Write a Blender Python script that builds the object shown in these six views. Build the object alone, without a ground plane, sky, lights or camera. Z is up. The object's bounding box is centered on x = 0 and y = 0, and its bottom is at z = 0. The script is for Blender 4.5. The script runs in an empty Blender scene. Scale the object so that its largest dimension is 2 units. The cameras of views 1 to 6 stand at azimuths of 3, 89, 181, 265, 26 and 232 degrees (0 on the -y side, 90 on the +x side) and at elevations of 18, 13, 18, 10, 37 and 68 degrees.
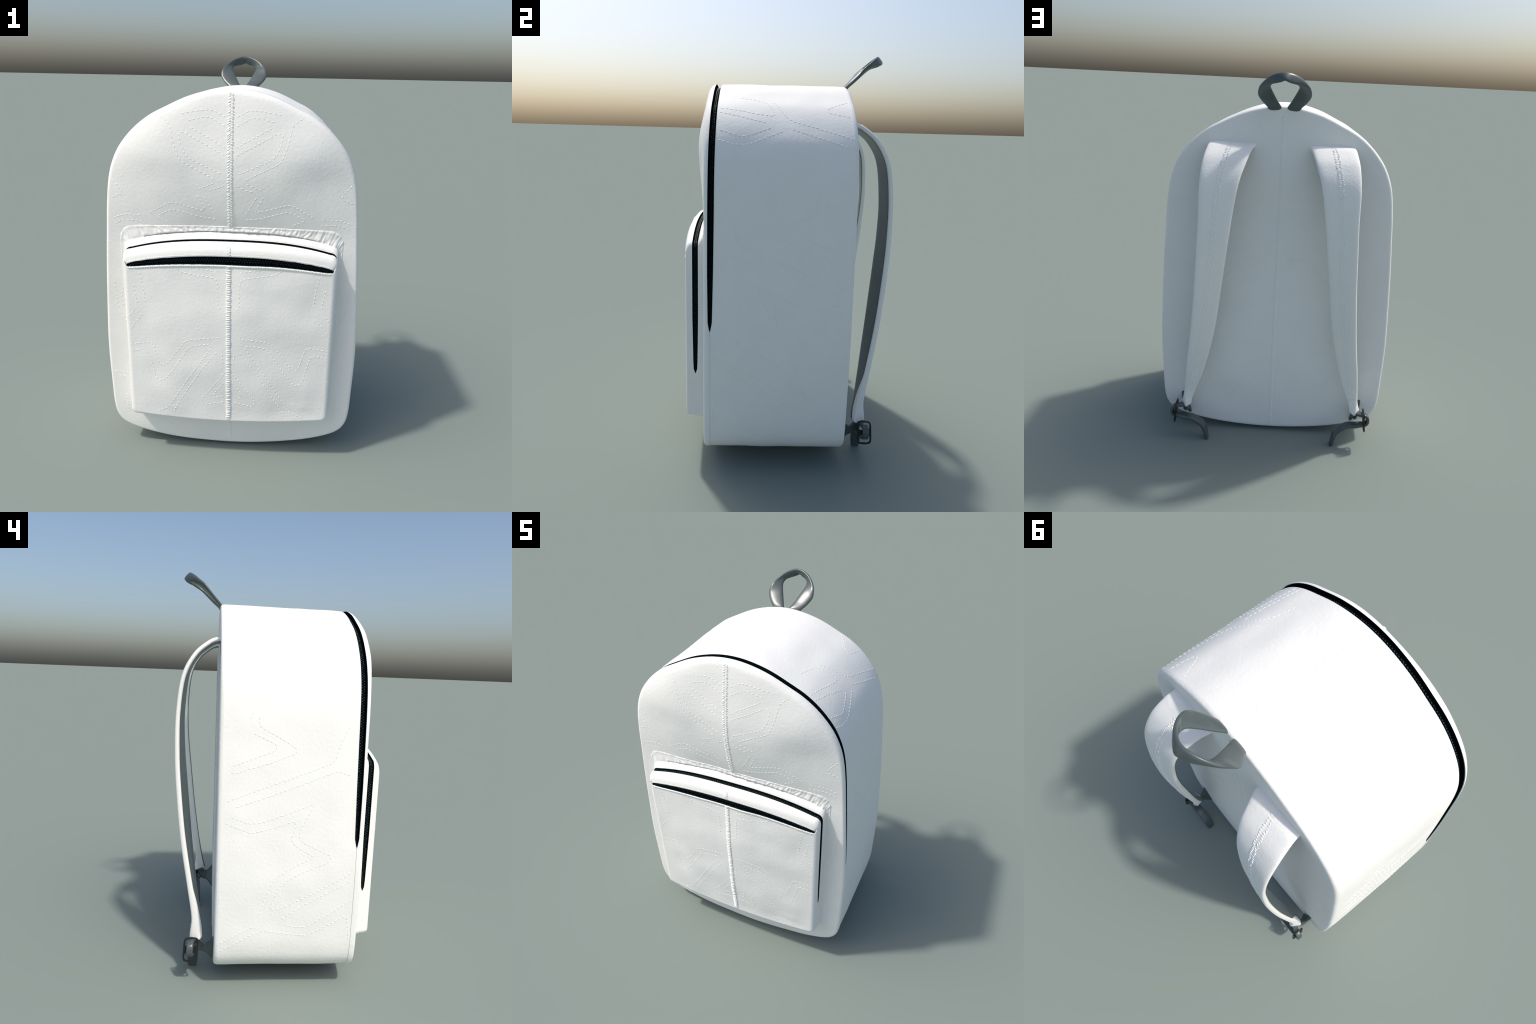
"""White day-pack: arched body with a zipped gusset, boxy front pocket,
two padded shoulder straps with slider buckles, and a grab loop."""
import bpy, math, random
import numpy as np
from mathutils import Vector, noise
from mathutils.bvhtree import BVHTree

random.seed(7)
rng = np.random.default_rng(7)

# ------------------------------------------------------------------ helpers
def smooth(a, b, x):
    t = np.clip((np.asarray(x, float) - a) / (b - a), 0, 1)
    return t * t * (3 - 2 * t)


def spline(P, per):
    """Catmull-Rom through open control points."""
    P = np.array(P, float)
    P = np.vstack([2 * P[0] - P[1], P, 2 * P[-1] - P[-2]])
    out = []
    for i in range(1, len(P) - 2):
        p0, p1, p2, p3 = P[i - 1:i + 3]
        for k in range(per):
            t = k / per
            out.append(.5 * (2 * p1 + (p2 - p0) * t + (2 * p0 - 5 * p1 + 4 * p2 - p3) * t * t
                             + (3 * p1 - p0 - 3 * p2 + p3) * t ** 3))
    out.append(P[-2])
    return np.array(out)


def resample(P, n=None, step=None, closed=False):
    P = np.asarray(P, float)
    if closed:
        P = np.vstack([P, P[:1]])
    d = np.r_[0, np.cumsum(np.linalg.norm(np.diff(P, axis=0), axis=1))]
    if n is None:
        n = max(2, int(round(d[-1] / step)) + 1)
    t = np.linspace(0, d[-1], n + 1)[:-1] if closed else np.linspace(0, d[-1], n)
    return np.stack([np.interp(t, d, P[:, k]) for k in range(P.shape[1])], 1)


def wobble(P, scale, seed=0.0):
    v = Vector((P[0] * scale + seed, P[1] * scale - seed * .7, P[2] * scale + seed * 1.3))
    return noise.noise(v)


ROOT = bpy.data.objects.new("backpack", None)
bpy.context.scene.collection.objects.link(ROOT)
ROOT.empty_display_size = .2
ROOT["label"] = "plain white arched backpack with black zippers and grey webbing"
ROOT["category"] = "backpack"


def make(name, V, F, mat, parent=None, smooth_shade=True, stuff=False, angle=None):
    me = bpy.data.meshes.new(name)
    me.from_pydata([tuple(map(float, v)) for v in V], [], [tuple(map(int, f)) for f in F])
    me.validate()
    me.polygons.foreach_set("use_smooth", [smooth_shade] * len(me.polygons))
    if angle is not None:
        me.set_sharp_from_angle(angle=math.radians(angle))
    me.materials.append(mat)
    ob = bpy.data.objects.new(name, me)
    bpy.context.scene.collection.objects.link(ob)
    ob.parent = parent or ROOT
    if stuff:
        ob["kind"] = "stuff"
    return ob


def grid_faces(nu, nv, closed_u=False, flip=False, base=0):
    """Vertex (i, j) sits at i * nv + j."""
    F = []
    for i in range(nu if closed_u else nu - 1):
        a, b = i * nv + base, ((i + 1) % nu) * nv + base
        for j in range(nv - 1):
            f = (a + j, b + j, b + j + 1, a + j + 1)
            F.append(f[::-1] if flip else f)
    return F


# ---------------------------------------------------------------- materials
def material(name):
    m = bpy.data.materials.new(name)
    m.use_nodes = True
    nt = m.node_tree
    return m, nt, nt.nodes["Principled BSDF"]


def coords(nt):
    return nt.nodes.new("ShaderNodeTexCoord").outputs["Object"]


def noise_tex(nt, vec, scale, detail=3.0, rough=.55):
    n = nt.nodes.new("ShaderNodeTexNoise")
    n.inputs["Scale"].default_value = scale
    n.inputs["Detail"].default_value = detail
    n.inputs["Roughness"].default_value = rough
    nt.links.new(vec, n.inputs["Vector"])
    return n


def ramp(nt, fac, stops):
    r = nt.nodes.new("ShaderNodeValToRGB")
    e = r.color_ramp.elements
    while len(e) < len(stops):
        e.new(.5)
    for k, (p, c) in enumerate(stops):
        e[k].position = p
        e[k].color = (*c, 1)
    nt.links.new(fac, r.inputs["Fac"])
    return r


def bump(nt, height, strength, dist, normal=None):
    b = nt.nodes.new("ShaderNodeBump")
    b.inputs["Strength"].default_value = strength
    b.inputs["Distance"].default_value = dist
    nt.links.new(height, b.inputs["Height"])
    if normal is not None:
        nt.links.new(normal, b.inputs["Normal"])
    return b


def fabric(name, col_a, col_b, rough):
    m, nt, p = material(name)
    c = coords(nt)
    n1 = noise_tex(nt, c, 9, 4)
    r = ramp(nt, n1.outputs["Fac"], [(.3, col_a), (.7, col_b)])
    nt.links.new(r.outputs["Color"], p.inputs["Base Color"])
    n2 = noise_tex(nt, c, 260, 3, .6)
    n3 = noise_tex(nt, c, 70, 3, .6)
    b1 = bump(nt, n3.outputs["Fac"], .30, .004)
    b2 = bump(nt, n2.outputs["Fac"], .28, .0018, b1.outputs["Normal"])
    nt.links.new(b2.outputs["Normal"], p.inputs["Normal"])
    p.inputs["Roughness"].default_value = rough
    p.inputs["Specular IOR Level"].default_value = .3
    return m


WHITE = fabric("white_leather", (.893, .884, .836), (.912, .903, .856), .62)


def webbing():
    m, nt, p = material("grey_webbing")
    c = coords(nt)
    n1 = noise_tex(nt, c, 22, 3)
    r = ramp(nt, n1.outputs["Fac"], [(.3, (.066, .086, .086)), (.7, (.083, .105, .104))])
    nt.links.new(r.outputs["Color"], p.inputs["Base Color"])
    n2 = noise_tex(nt, c, 300, 2)
    b = bump(nt, n2.outputs["Fac"], .05, .001)
    nt.links.new(b.outputs["Normal"], p.inputs["Normal"])
    p.inputs["Roughness"].default_value = .30
    p.inputs["Specular IOR Level"].default_value = .5
    return m


def black_zip(name, rough, spec):
    m, nt, p = material(name)
    c = coords(nt)
    v = nt.nodes.new("ShaderNodeTexVoronoi")
    v.feature = "DISTANCE_TO_EDGE"
    v.inputs["Scale"].default_value = 85
    nt.links.new(c, v.inputs["Vector"])
    r = ramp(nt, v.outputs["Distance"], [(.02, (.006, .018, .022)), (.16, (.002, .0025, .003))])
    nt.links.new(r.outputs["Color"], p.inputs["Base Color"])
    b = bump(nt, v.outputs["Distance"], .5, .004)
    nt.links.new(b.outputs["Normal"], p.inputs["Normal"])
    p.inputs["Roughness"].default_value = rough
    p.inputs["Specular IOR Level"].default_value = spec
    return m


def plastic():
    m, nt, p = material("black_plastic")
    c = coords(nt)
    n = noise_tex(nt, c, 120, 2)
    r = ramp(nt, n.outputs["Fac"], [(.3, (.008, .008, .008)), (.7, (.013, .013, .013))])
    nt.links.new(r.outputs["Color"], p.inputs["Base Color"])
    p.inputs["Roughness"].default_value = .4
    return m


GREY, PLASTIC = webbing(), plastic()
ZIP = black_zip("black_zipper_tape", .8, .0)
# woven tape has no sheen at grazing angles: swap its shader for a plain diffuse one
_nt = ZIP.node_tree
_dif = _nt.nodes.new("ShaderNodeBsdfDiffuse")
for _l in list(_nt.links):
    if _l.to_socket.name == "Base Color":
        _nt.links.new(_l.from_socket, _dif.inputs["Color"])
_nt.links.new(_dif.outputs["BSDF"], _nt.nodes["Material Output"].inputs["Surface"])
TEETH = black_zip("black_zipper_teeth", .34, .35)

# ----------------------------------------------------------- body of the bag
# right half of the outline, bottom centre -> top centre, (x, z)
HALF = [(0, .018), (.15, .023), (.31, .040), (.45, .070), (.55, .108), (.597, .155),
        (.616, .228), (.622, .36), (.627, .577), (.619, .81), (.609, 1.01), (.596, 1.20),
        (.587, 1.32), (.573, 1.43), (.551, 1.51), (.513, 1.587), (.451, 1.663),
        (.379, 1.722), (.298, 1.765), (.198, 1.810), (.095, 1.838), (0, 1.847)]
_h = spline([(-.15, .023)] + HALF + [(-.095, 1.838)], 16)[16:-16]
_h[0, 0] = _h[-1, 0] = 0
_top_down = resample(_h[::-1], 700)            # right half, from the crown down
HALF_LEN = float(np.sum(np.linalg.norm(np.diff(_top_down, axis=0), axis=1)))
NS = 520
_loop = np.vstack([_h[:-1], (_h * [-1, 1])[::-1][:-1]])
OUT = resample(_loop, NS, closed=True)         # runs bottom -> right -> top -> left
_t = np.roll(OUT, -1, 0) - np.roll(OUT, 1, 0)
_t /= np.linalg.norm(_t, axis=1)[:, None]
OUT_N = np.stack([_t[:, 1], -_t[:, 0]], 1)     # outward in the xz plane


def half_width(z):
    hz = _top_down[::-1]
    return np.interp(z, hz[:, 1], hz[:, 0])


Y_FRONT, Y_BACK = -.375, .300
ZIP_Y, ZIP_W = -.3460, .0142
BULGE_Z = [.02, .10, .20, .40, .9, 1.15, 1.199, 1.278, 1.36, 1.443, 1.534, 1.617, 1.696, 1.772, 1.827, 1.85]
BULGE_Y = [.0, .014, .018, .014, .005, .008, .016, .038, .053, .062, .060, .049, .036, .022, .008, .000]


def softened(zs, ys, width):
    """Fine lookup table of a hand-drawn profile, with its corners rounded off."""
    zf = np.linspace(zs[0] - .2, zs[-1] + .2, 900)
    yf = np.interp(zf, zs, ys)
    k = np.exp(-((np.arange(-150, 151) * (zf[1] - zf[0]) / width) ** 2))
    yf = np.convolve(np.pad(yf, 150, mode="edge"), k / k.sum(), "valid")
    return zf, yf


BULGE = softened(BULGE_Z, BULGE_Y, .035)


def panel_y(x, z):
    w = max(float(half_width(z)), .05)
    flat = 2.0 + 2.2 * float(smooth(1.42, 1.66, z))       # flatter across the shoulders
    k = max(0.0, 1 - (abs(x) / (w + .012)) ** flat)
    b = float(np.interp(z, *BULGE)) * k
    soft = wobble((x, 0, z), 4.6, 3.1) * .75 + wobble((x, 0, z), 9.5, 8.2) * .18
    return Y_FRONT - b - .0075 * soft * min(1, k * 2.2)


def medial(P, lo, hi):
    return np.stack([np.zeros(len(P)), np.clip(P[:, 1], lo, hi)], 1)


def zip_open(z):
    """0..1 opening of the main zipper at a given height (pointed lower ends)."""
    return np.interp(z, [.712, .765, .80, 1.0, 1.25], [.0, .66, .7, .92, 1.0])


# front panel: face + rolled rim
INSET = .013
NT = 90
roll = 1 + 1.5 * smooth(1.35, 1.75, OUT[:, 1])      # the rim rolls wider over the crown
crown = smooth(1.5, 1.78, OUT[:, 1])
proud = .0018 - .0068 * crown                          # plate rim against the gusset line
RIM = OUT + OUT_N * proud[:, None]
ring0 = RIM - OUT_N * (INSET * roll)[:, None]
core = medial(ring0, .55, 1.30)
V = []
for i in range(NS):
    for j in range(NT + 1):
        t = 1 - (1 - j / NT) ** 1.15
        x, z = core[i] + (ring0[i] - core[i]) * t
        V.append((x, panel_y(x, z), z))
    y_ring, t0 = V[-1][1], .3
    for t in np.linspace(t0, math.pi / 2, 9)[1:-1]:
        p = RIM[i] - OUT_N[i] * INSET * roll[i] * (1 - math.sin(t)) / (1 - math.sin(t0))
        V.append((p[0], -.3605 + (y_ring + .3605) * math.cos(t) / math.cos(t0), p[1]))
    e = max(float(zip_open(OUT[i, 1])), .03)
    V.append((RIM[i, 0], ZIP_Y - ZIP_W * e, RIM[i, 1]))
nv = NT + 9
front = make("front_panel", V, grid_faces(NS, nv, True, flip=False), WHITE)

# zipper channel + gusset, one profile swept round the outline
gus_y = np.linspace(ZIP_Y + ZIP_W, .281, 46)


def gusset_soft(x, y, z):
    k = float(smooth(-.33, -.2, y) * (1 - smooth(.2, .29, y)))
    belly = .0035 * k * float(1 - smooth(1.3, 1.6, z)) * float(smooth(.1, .3, z))
    return belly + .0045 * k * (wobble((x, y, z), 4.6, 12.3) * .6 + wobble((x, y, z), 8.5, 5.5) * .5)


V = []
for i in range(NS):
    e = max(float(zip_open(OUT[i, 1])), .03)
    o, n = OUT[i], OUT_N[i]
    sink = (.004 - .001 * crown[i]) * min(1, e * 1.3)        # gusset edge falls away at the zipper
    for dy, q in ((-1, RIM[i]), (-.985, o - n * .031 * e), (.985, o - n * (.031 * e + sink))):
        V.append((q[0], ZIP_Y + ZIP_W * e * dy, q[1]))
    y0 = ZIP_Y + ZIP_W * e
    for y in gus_y:
        yy = y0 + (y - gus_y[0]) / (gus_y[-1] - gus_y[0]) * (gus_y[-1] - y0)
        dip = sink * (1 - float(smooth(ZIP_Y, -.24, yy))) ** 1.5 + .003 * crown[i] * (1 - float(smooth(-.33, .2, yy)))
        p = o + n * (gusset_soft(o[0], yy, o[1]) - dip)
        V.append((p[0], yy, p[1]))
gusset = make("gusset", V, grid_faces(NS, 3 + len(gus_y), True), WHITE, angle=50)

# back panel
ringb = OUT - OUT_N * .016
coreb = medial(ringb, .5, 1.35)
NB = 50
V = []
for i in range(NS):
    for ins, y in ((0, .281), (.0012, .2885), (.004, .294), (.009, .2985)):
        p = OUT[i] - OUT_N[i] * ins
        V.append((p[0], y, p[1]))
    for j in range(NB + 1):
        t = 1 - j / NB
        x, z = coreb[i] + (ringb[i] - coreb[i]) * t
        soft = .005 * wobble((x, .3, z), 4.5, 22.0) * min(1, (1 - t) * 4)
        V.append((x, Y_BACK + soft, z))
back = make("back_panel", V, grid_faces(NS, NB + 5, True), WHITE)


# ------------------------------------------------------------------- zippers
def ellipsoid(c, ax, r, nu=8, nv=5):
    """Closed ellipsoid with axes ax (3 unit vectors) and radii r."""
    V, F = [], []
    c = np.asarray(c, float)
    V.append(c + ax[2] * r[2])
    for j in range(1, nv):
        ph = math.pi * j / nv
        for i in range(nu):
            th = 2 * math.pi * i / nu
            V.append(c + ax[0] * r[0] * math.sin(ph) * math.cos(th)
                     + ax[1] * r[1] * math.sin(ph) * math.sin(th) + ax[2] * r[2] * math.cos(ph))
    V.append(c - ax[2] * r[2])
    for i in range(nu):
        F.append((0, 1 + i, 1 + (i + 1) % nu))
    for j in range(nv - 2):
        for i in range(nu):
            a, b = 1 + j * nu + i, 1 + j * nu + (i + 1) % nu
            F.append((a, a + nu, b + nu, b))
    last = len(V) - 1
    for i in range(nu):
        a, b = 1 + (nv - 2) * nu + i, 1 + (nv - 2) * nu + (i + 1) % nu
        F.append((a, last, b))
    return V, F


class Pile:
    """Collects many small solids into one mesh."""
    def __init__(self):
        self.V, self.F = [], []

    def add(self, V, F):
        b = len(self.V)
        self.V += list(V)
        self.F += [tuple(k + b for k in f) for f in F]

    def build(self, name, mat, parent=None):
        return make(name, self.V, self.F, mat, parent, stuff=True)


def zipper(path, side, up, half, name, parent=None, depth=.02):
    """Dark coil zipper: a tape strip and a chain of interlocking teeth.
    path: points, side: unit vectors across the tape, up: outward normals,
    half: half widths."""
    n = len(path)
    V = []
    for i in range(n):
        d_ = depth * min(1, half[i] / half.max() * 1.15)
        for a, h in ((-.985, -.0005), (-.955, -.6 * d_), (-.9, -d_), (-.3, -d_ * 1.03), (.3, -d_ * 1.03),
                     (.9, -d_), (.955, -.6 * d_), (.985, -.0005)):
            V.append(path[i] + side[i] * a * half[i] + up[i] * h)
    tape = make(name, V, grid_faces(n, 8), ZIP, parent, angle=45)
    d = np.r_[0, np.cumsum(np.linalg.norm(np.diff(path, axis=0), axis=1))]
    pile, s, k = Pile(), .012, 0
    while s < d[-1] - .012:
        g = lambda A: np.array([np.interp(s, d, A[:, c]) for c in range(3)])
        c, sd, u = g(path), g(side), g(up)
        w = float(np.interp(s, d, half))
        sd /= np.linalg.norm(sd)
        u /= np.linalg.norm(u)
        al = np.cross(sd, u)
        if w > .0075:
            for q in (-1, 1):
                cc = c + sd * q * w * .28 + al * q * .0032 - u * (depth * min(1, w / half.max() * 1.15) - .0015)
                pile.add(*ellipsoid(cc, (al, sd, u), (.0046, w * .36, .0030), 6, 4))
        s += .0128
        k += 1
    pile.build(name.replace("zipper", "zipper_teeth"), TEETH, tape)
    return tape


# main zipper, over the crown from the right end to the left end
_keep = _top_down[_top_down[:, 1] > .712]
arc = resample(np.vstack([_keep[::-1], (_keep * [-1, 1])[1:]]), 420)
tt = np.gradient(arc, axis=0)
tt /= np.linalg.norm(tt, axis=1)[:, None]
nn = np.stack([tt[:, 1], -tt[:, 0]], 1)
inset_z = .0015 + .0035 * smooth(1.5, 1.78, arc[:, 1])
path = np.stack([arc[:, 0] - nn[:, 0] * inset_z, np.full(len(arc), ZIP_Y), arc[:, 1] - nn[:, 1] * inset_z], 1)
z_side = np.tile([0., 1., 0.], (len(arc), 1))
z_up = np.stack([nn[:, 0], 0 * nn[:, 0], nn[:, 1]], 1)
zipper(path, z_side / np.linalg.norm(z_side, axis=1)[:, None], z_up / np.linalg.norm(z_up, axis=1)[:, None],
       np.maximum(ZIP_W * zip_open(arc[:, 1]), .0004), "body_zipper", depth=.021)

# -------------------------------------------------------------- front pocket
PX, PZ0 = .509, .228


def pocket_top(x):
    return 1.203 - .062 * (abs(x) / PX) ** 2.6


def rounded_pocket():
    pts = []
    r = .022
    for k in range(41):                                   # bottom edge
        x = -(PX - r) + 2 * (PX - r) * k / 40
        pts.append((x, PZ0))
    for k in range(1, 9):
        a = -math.pi / 2 + math.pi / 2 * k / 8
        pts.append((PX - r + r * math.cos(a), PZ0 + r + r * math.sin(a)))
    zc = pocket_top(PX - .035) - .035
    for k in range(1, 40):
        pts.append((PX, PZ0 + r + (zc - PZ0 - r) * k / 40))
    for k in range(0, 9):
        a = math.pi / 2 * k / 8
        pts.append((PX - .035 + .035 * math.cos(a), zc + .035 * math.sin(a)))
    for k in range(1, 80):
        x = (PX - .035) * (1 - 2 * k / 80)
        pts.append((x, pocket_top(x)))
    right = [p for p in pts]
    n_right = 41 + 8 + 39 + 9
    mirror = [(-x, z) for x, z in right[41:n_right]][::-1]
    loop = resample(np.array(right + mirror), 620, closed=True)
    for p in loop:                                        # belly of the bottom edge, wider towards the top
        p[1] -= .020 * (1 - (p[0] / PX) ** 2) * (1 - float(smooth(PZ0, .40, p[1])))
        p[0] *= 1 + .004 * (p[1] - .25) / .9
    return loop


PO = rounded_pocket()
NP = len(PO)
PB_Z = [.238, .354, .507, .644, .796, .932, 1.04, 1.09, 1.2]
PB_Y = [.0, .009, .017, .020, .019, .010, .002, .0, .0]


PBULGE = softened(PB_Z, PB_Y, .05)


def slot_z(x):
    return 1.084 - .042 * (abs(x) / .486) ** 2.4


def slot_h(x):
    u = min(1, abs(x) / .486)
    return .0185 * (.5 + .5 * (1 - u * u)) * max(0.0, 1 - u ** 20) ** .5


def pocket_y(x, z, t):
    k = max(0.0, 1 - abs(x / .47) ** 1.6)
    b = float(np.interp(z, *PBULGE)) * k * (1 - t ** 6)
    soft = (wobble((x, -.5, z), 5.0, 41.0) * .6 + wobble((x, -.5, z), 8.5, 17.0) * .28) * .0095 * min(1, (1 - t) * 5)
    return -b - soft


def pocket_slot(x, z):
    """Pillow above the front slot, slight dip inside it."""
    if abs(x) > .489:
        return 0.0
    c, h = slot_z(x), slot_h(x)
    fade = max(0.0, 1 - (abs(x) / .487) ** 6)
    up = float(smooth(c + h * .5, c + h + .008, z)) * (1 - float(smooth(c + h + .02, c + h + .07, z)))
    dip = 1 - float(smooth(h * .90, h + .0008, abs(z - c)))
    low = math.exp(-((z - (c - h - .006)) / .006) ** 2)
    return fade * (-.006 * up - .0028 * low) + .030 * dip * min(1, h / .006)


# (y, side inset, top inset) from the body outwards
PROFILE = [(-.350, .0, .0), (-.380, .002, .002), (-.394, .003, .011), (-.403, .004, .025), (-.4105, .0055, .034),
           (-.4115, 'g', .0345), (-.4365, 'g', .0365), (-.4375, .0075, .037),
           (-.447, .009, .038), (-.456, .0105, .044), (-.463, .013, .055), (-.4675, .017, .070),
           (-.470, .024, .088)]


def pocket_zip_open(z):
    return np.interp(z, [.462, .487, .53, .75], [.0, .62, .75, 1.0])


def pocket_point(P, y, side, top):
    x, z = P
    tw = float(smooth(.72, 1.12, z))
    bw = 1 - float(smooth(PZ0 - .02, .45, z))
    x2 = x * (1 - side / PX)
    z2 = z - top * tw + side * .9 * bw
    u = float(np.clip((-y - .36) / .108, 0, 1))
    return (x2, y - .013 * u * (1 - (x / PX) ** 2), z2)


V = []
NPF = 100
for i in range(NP):
    e = max(float(pocket_zip_open(PO[i, 1])), .03)
    for y, side, top in PROFILE:
        if side == 'g':
            yc = -.424
            V.append(pocket_point(PO[i], yc + (y - yc) * e, .0065 + .026 * e, top + .026 * e))
        else:
            if -.438 < y < -.41:
                y = -.424 + (y + .424) * e
            V.append(pocket_point(PO[i], y, side, top))
    last = np.array(V[-1])
    cz = float(np.clip(last[2], .52, .86))
    for j in range(1, NPF + 1):
        t = 1 - j / NPF
        x = last[0] * t
        z = cz + (last[2] - cz) * t
        y = -.470 - .013 * (1 - (x / PX) ** 2)
        V.append((x, y + pocket_y(x, z, t) , z))
V = [(x, y + (pocket_slot(x, z) if y < -.455 else 0), z) for x, y, z in V]
nv = len(PROFILE) + NPF
pocket = make("front_pocket", V, grid_faces(NP, nv, True, flip=True), WHITE, angle=55)


# ------------------------------------------------------------------ draping
def tree_of(*obs):
    V, F = [], []
    for o in obs:
        b = len(V)
        V += [v.co.copy() for v in o.data.vertices]
        F += [tuple(k + b for k in p.vertices) for p in o.data.polygons]
    return BVHTree.FromPolygons(V, F)


T_FRONT = tree_of(front)
T_POCKET = tree_of(pocket)
T_BOTH = tree_of(front, pocket)
T_GUSSET = tree_of(gusset)
T_BACK = tree_of(back)


def drape(tree, o, d):
    hit, n, _, _ = tree.ray_cast(Vector(o), Vector(d))
    if hit is None:
        return None
    n = np.array(n)
    if np.dot(n, d) > 0:
        n = -n
    return np.array(hit), n


def from_front(tree):
    return lambda a, b: drape(tree, (a, -1.2, b), (0, 1, 0))


def from_back(tree):
    return lambda a, b: drape(tree, (a, 1.2, b), (0, -1, 0))


_sd = np.linspace(0, HALF_LEN, len(_top_down))


def from_side(sign):
    def f(s, y):
        s2 = abs(s)
        p = np.array([np.interp(s2, _sd, _top_down[:, 0]), np.interp(s2, _sd, _top_down[:, 1])])
        q = np.array([np.interp(s2 + .01, _sd, _top_down[:, 0]), np.interp(s2 + .01, _sd, _top_down[:, 1])])
        r = np.array([np.interp(max(s2 - .01, 0), _sd, _top_down[:, 0]), np.interp(max(s2 - .01, 0), _sd, _top_down[:, 1])])
        t = (q - r) / np.linalg.norm(q - r)
        n = np.array([-t[1], t[0]])
        o = p + n * .1
        return drape(T_GUSSET, (sign * o[0], y, o[1]), (-sign * n[0], 0, -n[1]))
    return f


def rounded(path, r=.02):
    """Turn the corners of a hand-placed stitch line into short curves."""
    P = np.array(path, float)
    if len(P) < 3:
        return P
    out = [P[0]]
    for i in range(1, len(P) - 1):
        a, b = P[i - 1] - P[i], P[i + 1] - P[i]
        la, lb = np.linalg.norm(a), np.linalg.norm(b)
        k = min(r, la * .45, lb * .45)
        s, e = P[i] + a / la * k, P[i] + b / lb * k
        for t in (0, .33, .67, 1):
            out.append((1 - t) ** 2 * s + 2 * t * (1 - t) * P[i] + t * t * e)
    out.append(P[-1])
    return np.array(out)


def stitch_line(pile, place, path, length=.0165, gap=.0045, w=.0024, h=.0009):
    P = resample(rounded(path), step=.002)
    d = np.r_[0, np.cumsum(np.linalg.norm(np.diff(P, axis=0), axis=1))]
    s = .004
    while s + length < d[-1] + .002:
        a = place(*[np.interp(s, d, P[:, k]) for k in (0, 1)])
        L = length * rng.uniform(.85, 1.1)
        b = place(*[np.interp(s + L, d, P[:, k]) for k in (0, 1)])
        s += L + gap
        if a is None or b is None:
            continue
        c, n = (a[0] + b[0]) / 2, a[1]
        al = b[0] - a[0]
        ln = np.linalg.norm(al)
        if ln < .004 or ln > .04:
            continue
        al /= ln
        n = n - al * np.dot(n, al)
        n /= np.linalg.norm(n)
        pile.add(*ellipsoid(c, (al, np.cross(n, al), n), (ln / 2, w, h), 8, 4))


FRONT_STITCHES = [
    [(0.022, 1.72), (0.08, 1.752), (0.119, 1.751), (0.236, 1.73)],
    [(0.023, 1.68), (0.097, 1.723), (0.147, 1.715), (0.195, 1.702)],
    [(0.019, 1.588), (0.088, 1.627), (0.182, 1.679), (0.187, 1.689)],
    [(0.022, 1.555), (0.128, 1.612), (0.211, 1.657), (0.233, 1.652), (0.224, 1.605), (0.205, 1.559), (0.181, 1.539), (0.103, 1.504), (0.024, 1.471)],
    [(0.318, 1.722), (0.279, 1.698), (0.266, 1.66), (0.257, 1.611), (0.231, 1.54), (0.215, 1.523), (0.131, 1.482), (0.061, 1.446)],
    [(0.07, 1.435), (0.115, 1.415), (0.156, 1.401)],
    [(0.024, 1.425), (0.075, 1.403), (0.113, 1.395)],
    [(0.153, 1.378), (0.131, 1.338), (0.111, 1.297), (0.181, 1.314), (0.273, 1.34), (0.338, 1.304), (0.387, 1.276)],
    [(0.122, 1.374), (0.093, 1.321), (0.061, 1.276)],
    [(0.064, 1.26), (0.14, 1.269), (0.268, 1.306), (0.352, 1.263), (0.283, 1.236)],
    [(0.42, 1.267), (0.506, 1.267), (0.57, 1.24)],
    [(0.556, 1.432), (0.512, 1.383), (0.508, 1.365), (0.571, 1.34)],
    [(0.413, 1.238), (0.514, 1.241), (0.557, 1.215)],
]
POCKET_STITCHES = [
    [(-0.423, 1.019), (-0.408, 0.946), (-0.397, 0.848)],
    [(-0.455, 0.954), (-0.44, 0.875), (-0.442, 0.836)],
    [(-0.454, 0.82), (-0.495, 0.768)],
    [(-0.41, 0.805), (-0.45, 0.757), (-0.487, 0.705)],
    [(-0.248, 1.046), (-0.223, 1.022), (-0.153, 1.011), (-0.058, 0.997), (-0.051, 0.965), (-0.052, 0.857), (-0.025, 0.839)],
    [(-0.153, 1.043), (-0.041, 1.029)],
    [(-0.488, 0.632), (-0.375, 0.654), (-0.351, 0.575), (-0.331, 0.519), (-0.291, 0.557), (-0.206, 0.678), (-0.111, 0.691), (-0.039, 0.699)],
    [(-0.486, 0.595), (-0.403, 0.614), (-0.38, 0.538), (-0.364, 0.464), (-0.334, 0.438), (-0.294, 0.481), (-0.184, 0.648), (-0.082, 0.663), (-0.086, 0.639), (-0.188, 0.483), (-0.31, 0.284), (-0.374, 0.259)],
    [(-0.053, 0.625), (-0.12, 0.539), (-0.197, 0.413), (-0.271, 0.288), (-0.277, 0.25)],
    [(-0.006, 0.525), (-0.062, 0.45), (-0.135, 0.347), (-0.124, 0.315), (-0.018, 0.342)],
    [(-0.017, 0.461), (-0.07, 0.388), (-0.063, 0.366), (-0.014, 0.378)],
    [(-0.031, 0.618), (-0.024, 0.545)],
]
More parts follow.
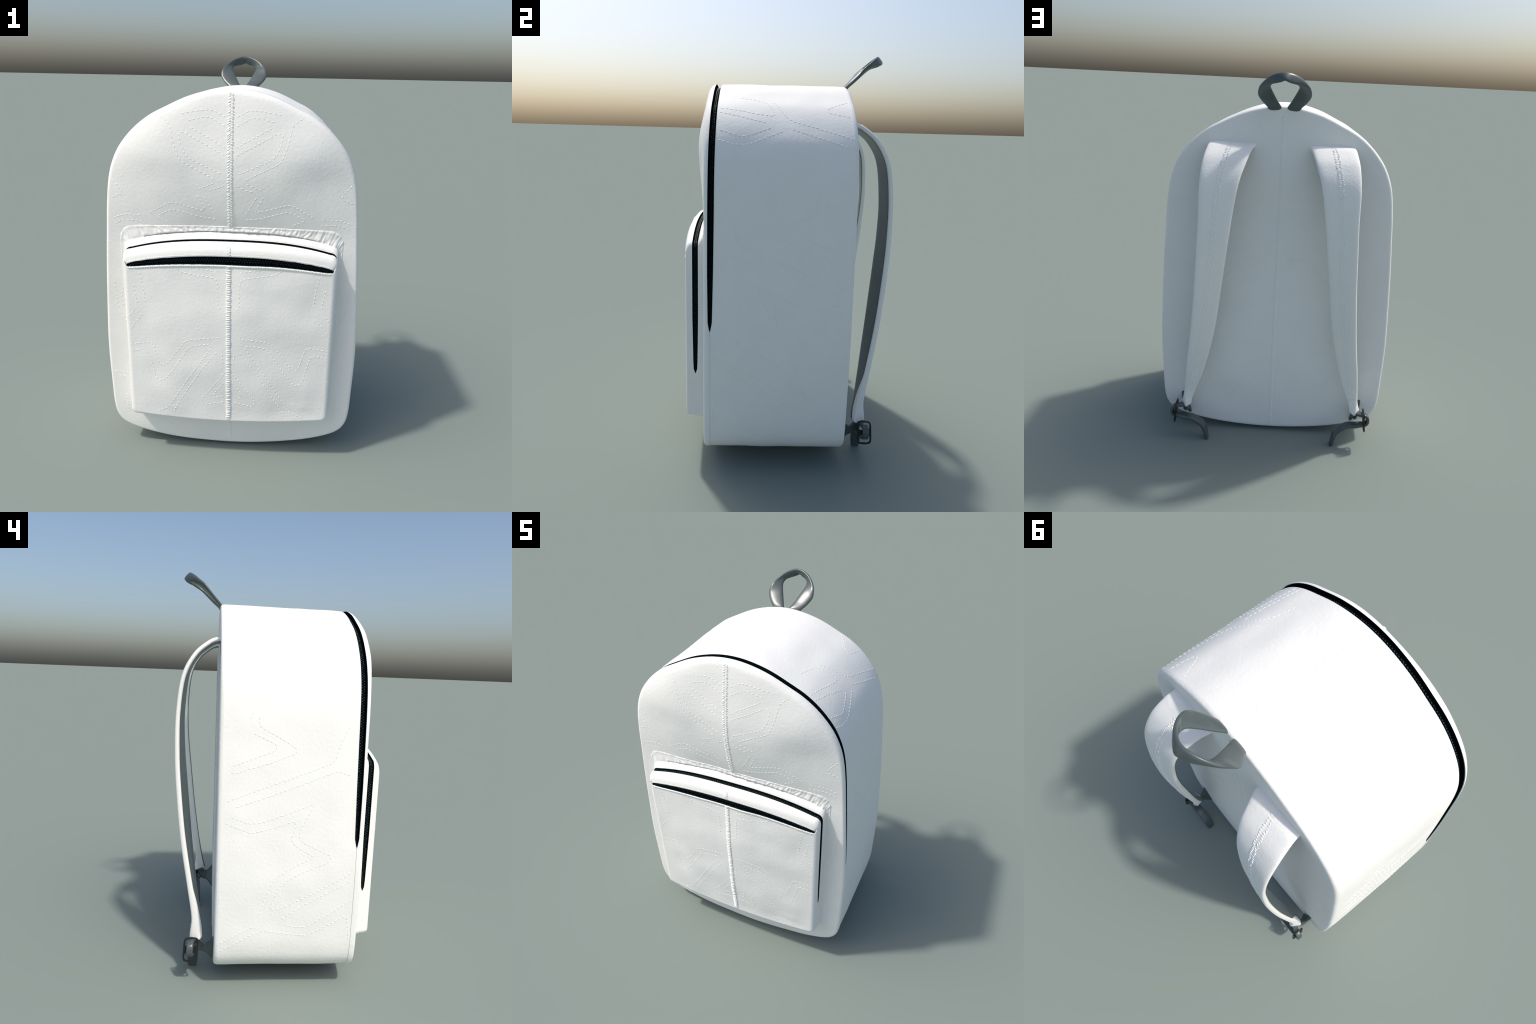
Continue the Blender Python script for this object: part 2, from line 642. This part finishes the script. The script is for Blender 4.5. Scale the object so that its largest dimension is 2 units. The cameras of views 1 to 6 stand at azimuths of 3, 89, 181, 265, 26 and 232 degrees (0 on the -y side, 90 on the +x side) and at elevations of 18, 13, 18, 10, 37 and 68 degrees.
# (distance from the crown along the outline, y)
GUSSET_STITCHES = [
    [(0.859, 0.146), (0.904, 0.167)],
    [(0.877, 0.124), (0.926, 0.123), (0.975, 0.026), (1.022, -0.052), (1.039, -0.05), (1.087, 0.066), (1.137, 0.225), (1.137, 0.254)],
    [(0.955, 0.15), (1.005, 0.04), (1.03, 0.042), (1.068, 0.14), (1.107, 0.24)],
    [(0.91, -0.289), (1.005, -0.242), (1.077, -0.223), (1.117, -0.127), (1.178, 0.033), (1.265, 0.258)],
    [(1.137, -0.301), (1.117, -0.239), (1.168, -0.115), (1.236, 0.061), (1.295, 0.228)],
    [(1.335, 0.241), (1.366, 0.152), (1.356, 0.086), (1.305, -0.046), (1.265, -0.141), (1.295, -0.128), (1.399, -0.073), (1.444, -0.082), (1.479, -0.159), (1.515, -0.234), (1.539, -0.216), (1.609, -0.059), (1.667, 0.014), (1.779, 0.047), (1.758, -0.022), (1.69, -0.155), (1.586, -0.342)],
    [(1.356, 0.285), (1.41, 0.143), (1.377, 0.025), (1.345, -0.063), (1.444, -0.037), (1.491, -0.1), (1.515, -0.154), (1.563, -0.057), (1.621, 0.031), (1.701, 0.065), (1.81, 0.098)],
    [(1.621, -0.351), (1.69, -0.217), (1.758, -0.098), (1.829, 0.006), (1.855, -0.041), (1.863, -0.12), (1.8, -0.224), (1.713, -0.358)],
    [(1.949, 0.277), (1.893, 0.187), (1.855, 0.112)],
    [(1.989, 0.275), (1.913, 0.156), (1.878, 0.08), (1.893, -0.028), (1.906, -0.13), (1.855, -0.228), (1.8, -0.318), (1.878, -0.332), (1.931, -0.336)],
    [(0.41, -0.34), (0.428, -0.246), (0.456, -0.154), (0.47, -0.068), (0.428, -0.079), (0.365, -0.108), (0.337, -0.155), (0.313, -0.239)],
    [(0.442, -0.326), (0.475, -0.222), (0.498, -0.153), (0.518, -0.099)],
    [(0.351, -0.081), (0.396, -0.055), (0.461, -0.027), (0.498, 0.006), (0.523, 0.08), (0.563, 0.191), (0.592, 0.28)],
    [(0.553, -0.32), (0.573, -0.269), (0.592, -0.213), (0.568, -0.152), (0.538, -0.085)],
    [(0.606, -0.324), (0.628, -0.256), (0.632, -0.195), (0.597, -0.118), (0.553, -0.023)],
    [(0.543, -0.0), (0.573, 0.078), (0.601, 0.162), (0.636, 0.268)],
    [(0.332, 0.286), (0.378, 0.215), (0.41, 0.169), (0.437, 0.17), (0.451, 0.215), (0.47, 0.283)],
]
BACK_STITCHES = [
    [(.06, .335), (.19, .325), (.36, .295), (.44, .290)],
    [(.06, .300), (.17, .292), (.27, .330), (.36, .410)],
    [(.17, .300), (.24, .24), (.27, .19)],
    [(.50, .42), (.56, .45), (.60, .50)],
    [(.52, 1.02), (.60, 1.02)], [(.51, .97), (.60, .97)],
    [(.04, 1.06), (.18, 1.07), (.28, .93)],
]
pile = Pile()
for line in FRONT_STITCHES:
    for sg in (1, -1):
        stitch_line(pile, from_front(T_FRONT), [(sg * x, z) for x, z in line])
for line in ([(.505, .96), (.545, .86), (.535, .78)], [(.575, .93), (.565, .80), (.52, .70)],
             [(.52, .42), (.60, .425)], [(.52, .395), (.60, .40)], [(.545, .30), (.54, .18)]):
    for sg in (1, -1):
        stitch_line(pile, from_front(T_FRONT), [(sg * x, z) for x, z in line])
pile.build("panel_stitching", WHITE, front)
pile = Pile()
for line in POCKET_STITCHES:
    for sg in (1, -1):
        stitch_line(pile, from_front(T_POCKET), [(sg * x, z) for x, z in line])
pile.build("pocket_stitching", WHITE, pocket)
pile = Pile()
for line in GUSSET_STITCHES:
    for sg in (1, -1):
        stitch_line(pile, from_side(sg), line, h=.0012)
stitch_line(pile, from_side(1), [(.006, .20), (.006, -.30)], .014, .016)
stitch_line(pile, from_side(1), [(.018, .18), (.012, .0), (.018, -.28)], .012, .03)
pile.build("gusset_stitching", WHITE, gusset)
pile = Pile()
for line in BACK_STITCHES:
    for sg in (1, -1):
        stitch_line(pile, from_back(T_BACK), [(sg * x, z) for x, z in line], h=.001)
pile.build("back_stitching", WHITE, back)


# ------------------------------------------------------------- raised seams
def seam(place, path, width, height, name, parent, pitch=.011, lean=.7, rough=1.0, seed=0,
         ladder=False, thread=.0032):
    """A padded ridge with two rows of short leaning threads."""
    P = resample(np.array(path, float), step=.004)
    T = np.gradient(P, axis=0)
    T /= np.linalg.norm(T, axis=1)[:, None]
    N = np.stack([-T[:, 1], T[:, 0]], 1)
    V, ok, nc = [], [], 9
    for i in range(len(P)):
        row = []
        for j in range(nc):
            a = -1 + 2 * j / (nc - 1)
            w = width * (1 + .12 * noise.noise(Vector((i * .11, a, seed))))
            q = P[i] + N[i] * a * w
            hit = place(q[0], q[1])
            if hit is None:
                break
            h = height * (1 - a * a) ** .7 * (1 + .35 * rough * noise.noise(Vector((i * .23, a * 2, seed + 9))))
            row.append(hit[0] + hit[1] * (h - .0012 * (abs(a) > .99)))
        if len(row) == nc:
            V += row
            ok.append(i)
    ridge = make(name, V, grid_faces(len(ok), nc), WHITE, parent)
    pile, s, k = Pile(), 0.0, 0
    total = len(P) * .004 - .01
    while s < total:
        i = int(s / .004)
        for sg in (-1, 1):
            if sg == 1 and ladder:
                continue
            ii = min(i + (0 if sg < 0 else int(pitch / .008)), len(P) - 1)
            if ladder:
                reach = width * rng.uniform(.75, 1.0)
                dv = N[ii] * reach + T[ii] * width * rng.uniform(-.18, .18)
                a, b = P[ii] - dv, P[ii] + dv
                lift_a = lift_b = height * .35
            else:
                ln = width * rng.uniform(.75, 1.05)
                dv = N[ii] * sg * ln + T[ii] * ln * lean * rng.uniform(.4, 1.3)
                a, b = P[ii], P[ii] + dv
                lift_a, lift_b = height * .9, height * .15
            ha, hb = place(*a), place(*b)
            if ha and hb:
                pa = ha[0] + ha[1] * lift_a
                pb = hb[0] + hb[1] * lift_b
                al = pb - pa
                L = np.linalg.norm(al)
                if .002 < L < .05:
                    al = al / L
                    n = ha[1] - al * np.dot(ha[1], al)
                    n /= np.linalg.norm(n)
                    fat = rng.uniform(.8, 1.2) * thread
                    pile.add(*ellipsoid((pa + pb) / 2, (al, np.cross(n, al), n),
                                        (L * .6, fat, fat * (2.0 if ladder else 1.1)), 8, 5))
        s += pitch * rng.uniform(.8, 1.2)
        k += 1
    pile.build("seam_threads", WHITE, ridge)


seam(from_front(T_FRONT), [(0, 1.822), (0, 1.205)], .0145, .0020, "panel_seam", front, seed=1, thread=.0025)
seam(from_front(T_POCKET), [(0, 1.058), (0, .236)], .0125, .0020, "pocket_seam", pocket, pitch=.0105, seed=2, ladder=True, thread=.0022)
seam(from_front(T_FRONT), [(0, .215), (0, .045)], .009, .0012, "base_seam", front, seed=3, thread=.0016)
seam(from_front(T_POCKET), [(0, 1.150), (0, 1.112)], .010, .002, "pillow_seam", pocket, seed=4, thread=.0024)
seam(from_back(T_BACK), [(0, 1.80), (0, .04)], .0105, .0012, "back_seam", back, seed=5, pitch=.013, thread=.0020)
for edge, nm in ((-1, "slot_hem"), (1, "slot_hem")):
    hem_path = [(x, slot_z(x) + edge * (slot_h(x) + .0075)) for x in np.linspace(-.475, .475, 60)]
    seam(from_front(T_POCKET), hem_path, .0050, .0016 if edge < 0 else .0006, nm, pocket, seed=6 + edge,
         pitch=.012, thread=.0017 if edge < 0 else .0012)

# gathered trim where the pocket is sewn to the panel
def gathered_trim():
    inner, outer = [], []
    zt = 1.218
    left = [(-.500, .26), (-.501, .60), (-.504, 1.06), (-.496, 1.125), (-.44, 1.150)]
    top_in = [(x, pocket_top(x) - .003) for x in np.linspace(-.40, .40, 33)]
    inn = left + top_in + [(-x, z) for x, z in left[::-1]]
    oleft = [(-.519, .26), (-.523, .60), (-.532, 1.06), (-.532, 1.165), (-.515, 1.200), (-.485, 1.215)]
    otop = [(x, zt + .008 * (1 - (x / .45) ** 2)) for x in np.linspace(-.44, .44, 33)]
    out = oleft + otop + [(-x, z) for x, z in oleft[::-1]]
    n = 1100
    I, O = resample(np.array(inn), n), resample(np.array(out), n)
    # keep rails paired: match by fraction, corners fall close together
    V, nc, rows = [], 14, 0
    place = from_front(T_FRONT)
    length = np.r_[0, np.cumsum(np.linalg.norm(np.diff(O, axis=0), axis=1))]
    for i in range(n):
        row = []
        onside = float(smooth(1.10, 1.19, O[i, 1]))
        for j in range(nc):
            a = j / (nc - 1)
            q = I[i] + (O[i] - I[i]) * a
            hit = place(q[0], q[1])
            s = length[i]
            fold = noise.noise(Vector((s * 62, a * 1.6, 3.3))) + .6 * noise.noise(Vector((s * 120, a * 3, 7.7)))
            env = (1 - a) ** .7 * min(1, .35 + a * 5)
            hem = math.exp(-((a - .84) / .09) ** 2)
            h = (.0014 + .0032 * onside) * env * (1 + 1.0 * fold) \
                + hem * .0014 * (1 + 1.2 * noise.noise(Vector((s * 210, 1.1, 5.5))))
            h += .006 * onside * (1 - a) ** 2          # lifts towards the pocket top
            if j == nc - 1:
                h = -.001
            row.append(hit[0] + np.array([0, -1., 0]) * h)
        V += row
        rows += 1
    make("gathered_trim", V, grid_faces(rows, nc, flip=True), WHITE, pocket)


gathered_trim()

# pocket side/top zipper
e_keep = [i for i in range(NP) if PO[i, 1] > .462]
# order from the right end over the top to the left end
start = min((i for i in e_keep if PO[i, 0] > 0), key=lambda i: PO[i, 1])
order = []
k = start
while PO[k % NP, 1] > .462 and len(order) < NP:
    order.append(k % NP)
    k += 1
ctr, sid, upv = [], [], []
for i in order:
    e = float(pocket_zip_open(PO[i, 1]))
    a = np.array(pocket_point(PO[i], -.4115, .0065 + .001, .0345 + .0005))
    b = np.array(pocket_point(PO[i], -.4365, .0065 + .001, .0365 + .0005))
    ctr.append((a + b) / 2)
    s = (a - b)
    sid.append(s / np.linalg.norm(s))
ctr, sid = np.array(ctr), np.array(sid)
tg = np.gradient(ctr, axis=0)
upv = np.cross(sid, tg)
upv /= np.linalg.norm(upv, axis=1)[:, None]
mid = len(upv) // 2
if upv[mid][2] < 0:
    upv = -upv
zh = .0135 * np.array([float(pocket_zip_open(PO[i, 1])) for i in order])
zipper(ctr, sid, upv, np.maximum(zh, .0004), "pocket_zipper", pocket, depth=.010)

# front slot zipper
xs = .486 * np.sin(np.linspace(-math.pi / 2, math.pi / 2, 200))
ctr, upv, hh = [], [], []
pl_ = from_front(T_POCKET)
sid = []
for x in xs:
    h = max(slot_h(x), .0015)
    a, b = pl_(x, slot_z(x) - h - .005), pl_(x, slot_z(x) + h + .005)
    c = (a[0] + b[0]) / 2
    s = b[0] - a[0]
    s /= np.linalg.norm(s)
    ctr.append(c + np.array([0, .0005, 0]))
    sid.append(s)
    hh.append(h)
ctr, sid = np.array(ctr), np.array(sid)
upv = np.cross(sid, np.gradient(ctr, axis=0))
upv /= np.linalg.norm(upv, axis=1)[:, None]
if upv[100][1] > 0:
    upv = -upv
zipper(ctr, sid, upv, np.array(hh), "slot_zipper", pocket, depth=.013)


# --------------------------------------------------- straps, loop and webbing
def ribbon(A, B, thick, per=12, ring=18, power=4.0, side=2.4, shift=0.0, caps=True, flip=False, edge=0.0):
    """Loft a rounded band between two rails. thick: half thickness (number or
    list along the rails). Returns V, F, and the frame for later use."""
    A, B = spline(A, per), spline(B, per)
    n = len(A)
    C, W = (A + B) / 2, (B - A) / 2
    T = np.gradient(C, axis=0)
    T /= np.linalg.norm(T, axis=1)[:, None]
    Nn = np.cross(T, W)
    Nn /= np.linalg.norm(Nn, axis=1)[:, None]
    if flip:
        Nn = -Nn
    th = np.interp(np.linspace(0, 1, n), np.linspace(0, 1, len(np.atleast_1d(thick))), np.atleast_1d(thick))
    V = []
    for i in range(n):
        w = np.linalg.norm(W[i])
        u = W[i] / w
        for k in range(ring):
            a = 2 * math.pi * k / ring
            ca, sa = math.cos(a), math.sin(a)
            px = math.copysign(abs(ca) ** (2 / power), ca) * (w + edge)
            py = math.copysign(abs(sa) ** (2 / side), sa) * th[i]
            V.append(C[i] + u * px + Nn[i] * (py + shift))
    F = []
    for i in range(n - 1):
        for k in range(ring):
            k2 = (k + 1) % ring
            F.append((i * ring + k, (i + 1) * ring + k, (i + 1) * ring + k2, i * ring + k2))
    if caps:
        F.append(tuple(range(ring)))
        F.append(tuple((n - 1) * ring + k for k in range(ring))[::-1])
    return V, F, (C, W, Nn, th)


def fix_normals(ob):
    import bmesh
    bm = bmesh.new()
    bm.from_mesh(ob.data)
    bmesh.ops.recalc_face_normals(bm, faces=bm.faces)
    bm.to_mesh(ob.data)
    bm.free()


STRAP_OUT = [(.364, .270, 1.652), (.365, .312, 1.651), (.371, .352, 1.634), (.383, .417, 1.576),
             (.390, .470, 1.472), (.391, .493, 1.312), (.400, .496, 1.140), (.411, .488, .965),
             (.434, .462, .710), (.465, .421, .470), (.482, .391, .310), (.491, .394, .206)]
STRAP_IN = [(.130, .270, 1.651), (.136, .312, 1.649), (.150, .350, 1.631), (.172, .412, 1.575),
            (.202, .459, 1.475), (.232, .477, 1.290), (.254, .473, 1.120), (.274, .460, .970),
            (.312, .433, .700), (.367, .404, .460), (.420, .384, .305), (.455, .374, .225)]
LOOP_OUT = [(.074, .293, 1.826), (.083, .303, 1.843), (.106, .325, 1.866), (.1235, .352, 1.894),
            (.121, .376, 1.925), (.106, .402, 1.949), (.068, .434, 1.978), (.030, .453, 1.993), (.0, .459, 1.9965)]
LOOP_IN = [(.012, .290, 1.826), (.019, .300, 1.842), (.036, .332, 1.868), (.055, .368, 1.902),
           (.0685, .402, 1.930), (.064, .432, 1.945), (.046, .458, 1.953), (.022, .475, 1.960), (.0, .484, 1.968)]


def mirror(P, sg):
    return [(sg * x, y, z) for x, y, z in P]


for sg in (1, -1):
    # padded strap
    V, F, (C, W, Nn, th) = ribbon(mirror(STRAP_OUT, sg), mirror(STRAP_IN, sg),
                                  [.012, .0125, .0125, .0125, .0125, .0130, .0140, .0150, .0155, .0160, .0200, .033], per=14, ring=32, power=6, side=3.2)
    if Nn[len(Nn) // 2][1] < 0:
        Nn = -Nn
    V = [np.array(v) + np.array([0, 0, 0]) for v in V]
    strap = make("shoulder_strap", V, F, WHITE)
    fix_normals(strap)
    tr = tree_of(strap)
    # lining on the inner face
    n = len(C)
    LV, m = [], (n - 6) * 9
    span = []
    for i in range(6, n):          # the lining tapers towards the inner edge near the buckle
        lo = -.86 + 1.1 * float(1 - smooth(.24, .46, C[i][2]))
        span.append(np.linspace(lo, .93, 9))
    for layer in (0, 1):
        for i in range(6, n):
            w = np.linalg.norm(W[i])
            u = W[i] / w
            for a in span[i - 6]:
                drop = th[i] * (1 - abs(a) ** 7 * .2) + .0014 if layer == 0 else th[i] * .5
                LV.append(C[i] + u * a * w * (1 if layer == 0 else .97) - Nn[i] * drop)
    LF = grid_faces(n - 6, 9) + grid_faces(n - 6, 9, flip=True, base=m)
    for i in range(n - 7):
        for j in (0, 8):
            LF.append((i * 9 + j, (i + 1) * 9 + j, m + (i + 1) * 9 + j, m + i * 9 + j))
    lining = make("strap_lining", LV, LF, GREY, strap, angle=40)
    fix_normals(lining)
    # stitched seam along the strap
    pile = Pile()
    i0, i1 = 16, n - 4
    s = float(i0)
    seg = np.r_[0, np.cumsum(np.linalg.norm(np.diff(C, axis=0), axis=1))]
    s = seg[i0]
    while s < seg[i1]:
        f = np.interp(s, seg, np.arange(n))
        i = int(f)
        w = W[i] / np.linalg.norm(W[i])
        wl = np.linalg.norm(W[i])
        t = np.cross(Nn[i], w)
        for q in (-1, 1):
            c = C[i] + (C[min(i + 1, n - 1)] - C[i]) * (f - i) + w * (q * min(rng.uniform(.005, .0115), wl * .35) + wl * .12 * sg * 0)
            hit = drape(tr, c + Nn[i] * .05, -Nn[i])
            if hit is None:
                continue
            ang = rng.uniform(-.5, .9)
            al = w * math.cos(ang) * q + t * math.sin(ang)
            nrm = Nn[i]
            pile.add(*ellipsoid(hit[0] - nrm * .0006, (al, np.cross(nrm, al), nrm),
                                (rng.uniform(.005, .0085), .0026, rng.uniform(.0022, .0038)), 7, 4))
        s += rng.uniform(.0085, .0115)
    pile.build("strap_stitching", WHITE, strap)

    # anchor ribbon from the back panel to the strap end
    A = [(.510, .292, .242), (.508, .310, .222), (.501, .336, .196), (.486, .366, .212), (.472, .392, .236)]
    B = [(.464, .292, .082), (.468, .310, .104), (.477, .336, .136), (.479, .366, .146), (.480, .392, .168)]
    V, F, _ = ribbon(mirror(A, sg), mirror(B, sg), [.014, .0125, .008, .008, .012], per=8, ring=16, power=6)
    fix_normals(make("anchor_webbing", V, F, GREY, strap))

    # adjusting web: from the strap end through the slider and back as a tail
    spine = [(.462, .212), (.488, .207), (.512, .207), (.532, .205), (.546, .192), (.547, .166),
             (.533, .150), (.508, .145), (.478, .137), (.442, .133), (.405, .111), (.377, .083),
             (.3625, .040), (.355, .001)]
    yc = [.383, .396, .407, .411, .413, .414, .412, .410, .407, .405, .403, .402, .402, .403]
    hw_ = [.027, .019, .0165, .0165, .0165, .0165, .018, .021, .024, .0255, .026, .026, .026, .021]
    A = [(x, y + h, z) for (x, z), y, h in zip(spine, yc, hw_)]
    B = [(x, y - h, z) for (x, z), y, h in zip(spine, yc, hw_)]
    V, F, _ = ribbon(mirror(A, sg), mirror(B, sg), [.009, .0095, .0095, .0095, .010, .011, .0115, .0115, .010],
                     per=10, ring=18, power=6)
    # the free end rests on the ground
    web = make("adjusting_webbing", V, F, GREY, strap)
    fix_normals(web)

    # slider buckle
    def frame_pt(a, b):
        """a across (y), b along (z), measured from the slider centre."""
        z = .1735 + b
        return (.5265 - .085 * b, .4095 + a + .06 * -b, z)
    outer, ncorner = [], 10
    for k in range(72):
        th_ = 2 * math.pi * k / 72
        c, s_ = math.cos(th_), math.sin(th_)
        a = .0365 * math.copysign(abs(c) ** .22, c)
        b = .0545 * math.copysign(abs(s_) ** .42, s_) + .0075 * (1 - (a / .0365) ** 2) * (1 if s_ > 0 else -1) * abs(s_)
        outer.append((a, b))

    def hole(cb):
        pts = []
        for k in range(36):
            th_ = 2 * math.pi * k / 36
            c, s_ = math.cos(th_), math.sin(th_)
            pts.append((.0275 * math.copysign(abs(c) ** .55, c), cb + .0205 * math.copysign(abs(s_) ** .62, s_)))
        return pts
    import bmesh
    bm = bmesh.new()
    edges = []
    for loop in (outer, hole(.0325), hole(-.0325)):
        vs = [bm.verts.new((a, b, 0)) for a, b in loop]
        edges += [bm.edges.new((vs[q], vs[(q + 1) % len(vs)])) for q in range(len(vs))]
    bmesh.ops.triangle_fill(bm, use_beauty=True, edges=edges)
    geo = bmesh.ops.extrude_face_region(bm, geom=bm.faces[:])
    for v in geo["geom"]:
        if isinstance(v, bmesh.types.BMVert):
            v.co.z += 1
    bmesh.ops.recalc_face_normals(bm, faces=bm.faces)
    for v in bm.verts:
        x, y, z = frame_pt(v.co.x, v.co.y)
        v.co = (sg * (x + (v.co.z - .5) * .007), y, z)
    bmesh.ops.recalc_face_normals(bm, faces=bm.faces)
    me = bpy.data.meshes.new("slider_buckle")
    bm.to_mesh(me)
    bm.free()
    me.materials.append(PLASTIC)
    ob = bpy.data.objects.new("slider_buckle", me)
    bpy.context.scene.collection.objects.link(ob)
    ob.parent = strap
    bv = ob.modifiers.new("bevel", "BEVEL")
    bv.width = .0016
    bv.segments = 2
    bv.limit_method = "ANGLE"

# grab loop: both halves meet in a crease at the top
VV, FF = [], []
A = LOOP_OUT + [(-x, y, z) for x, y, z in LOOP_OUT[::-1][1:]]
B = LOOP_IN + [(-x, y, z) for x, y, z in LOOP_IN[::-1][1:]]
V, F, _ = ribbon(A, B, .0085, per=10, ring=20, power=3.0, edge=.004)
loop_ob = make("grab_loop", V, F, GREY)
fix_normals(loop_ob)
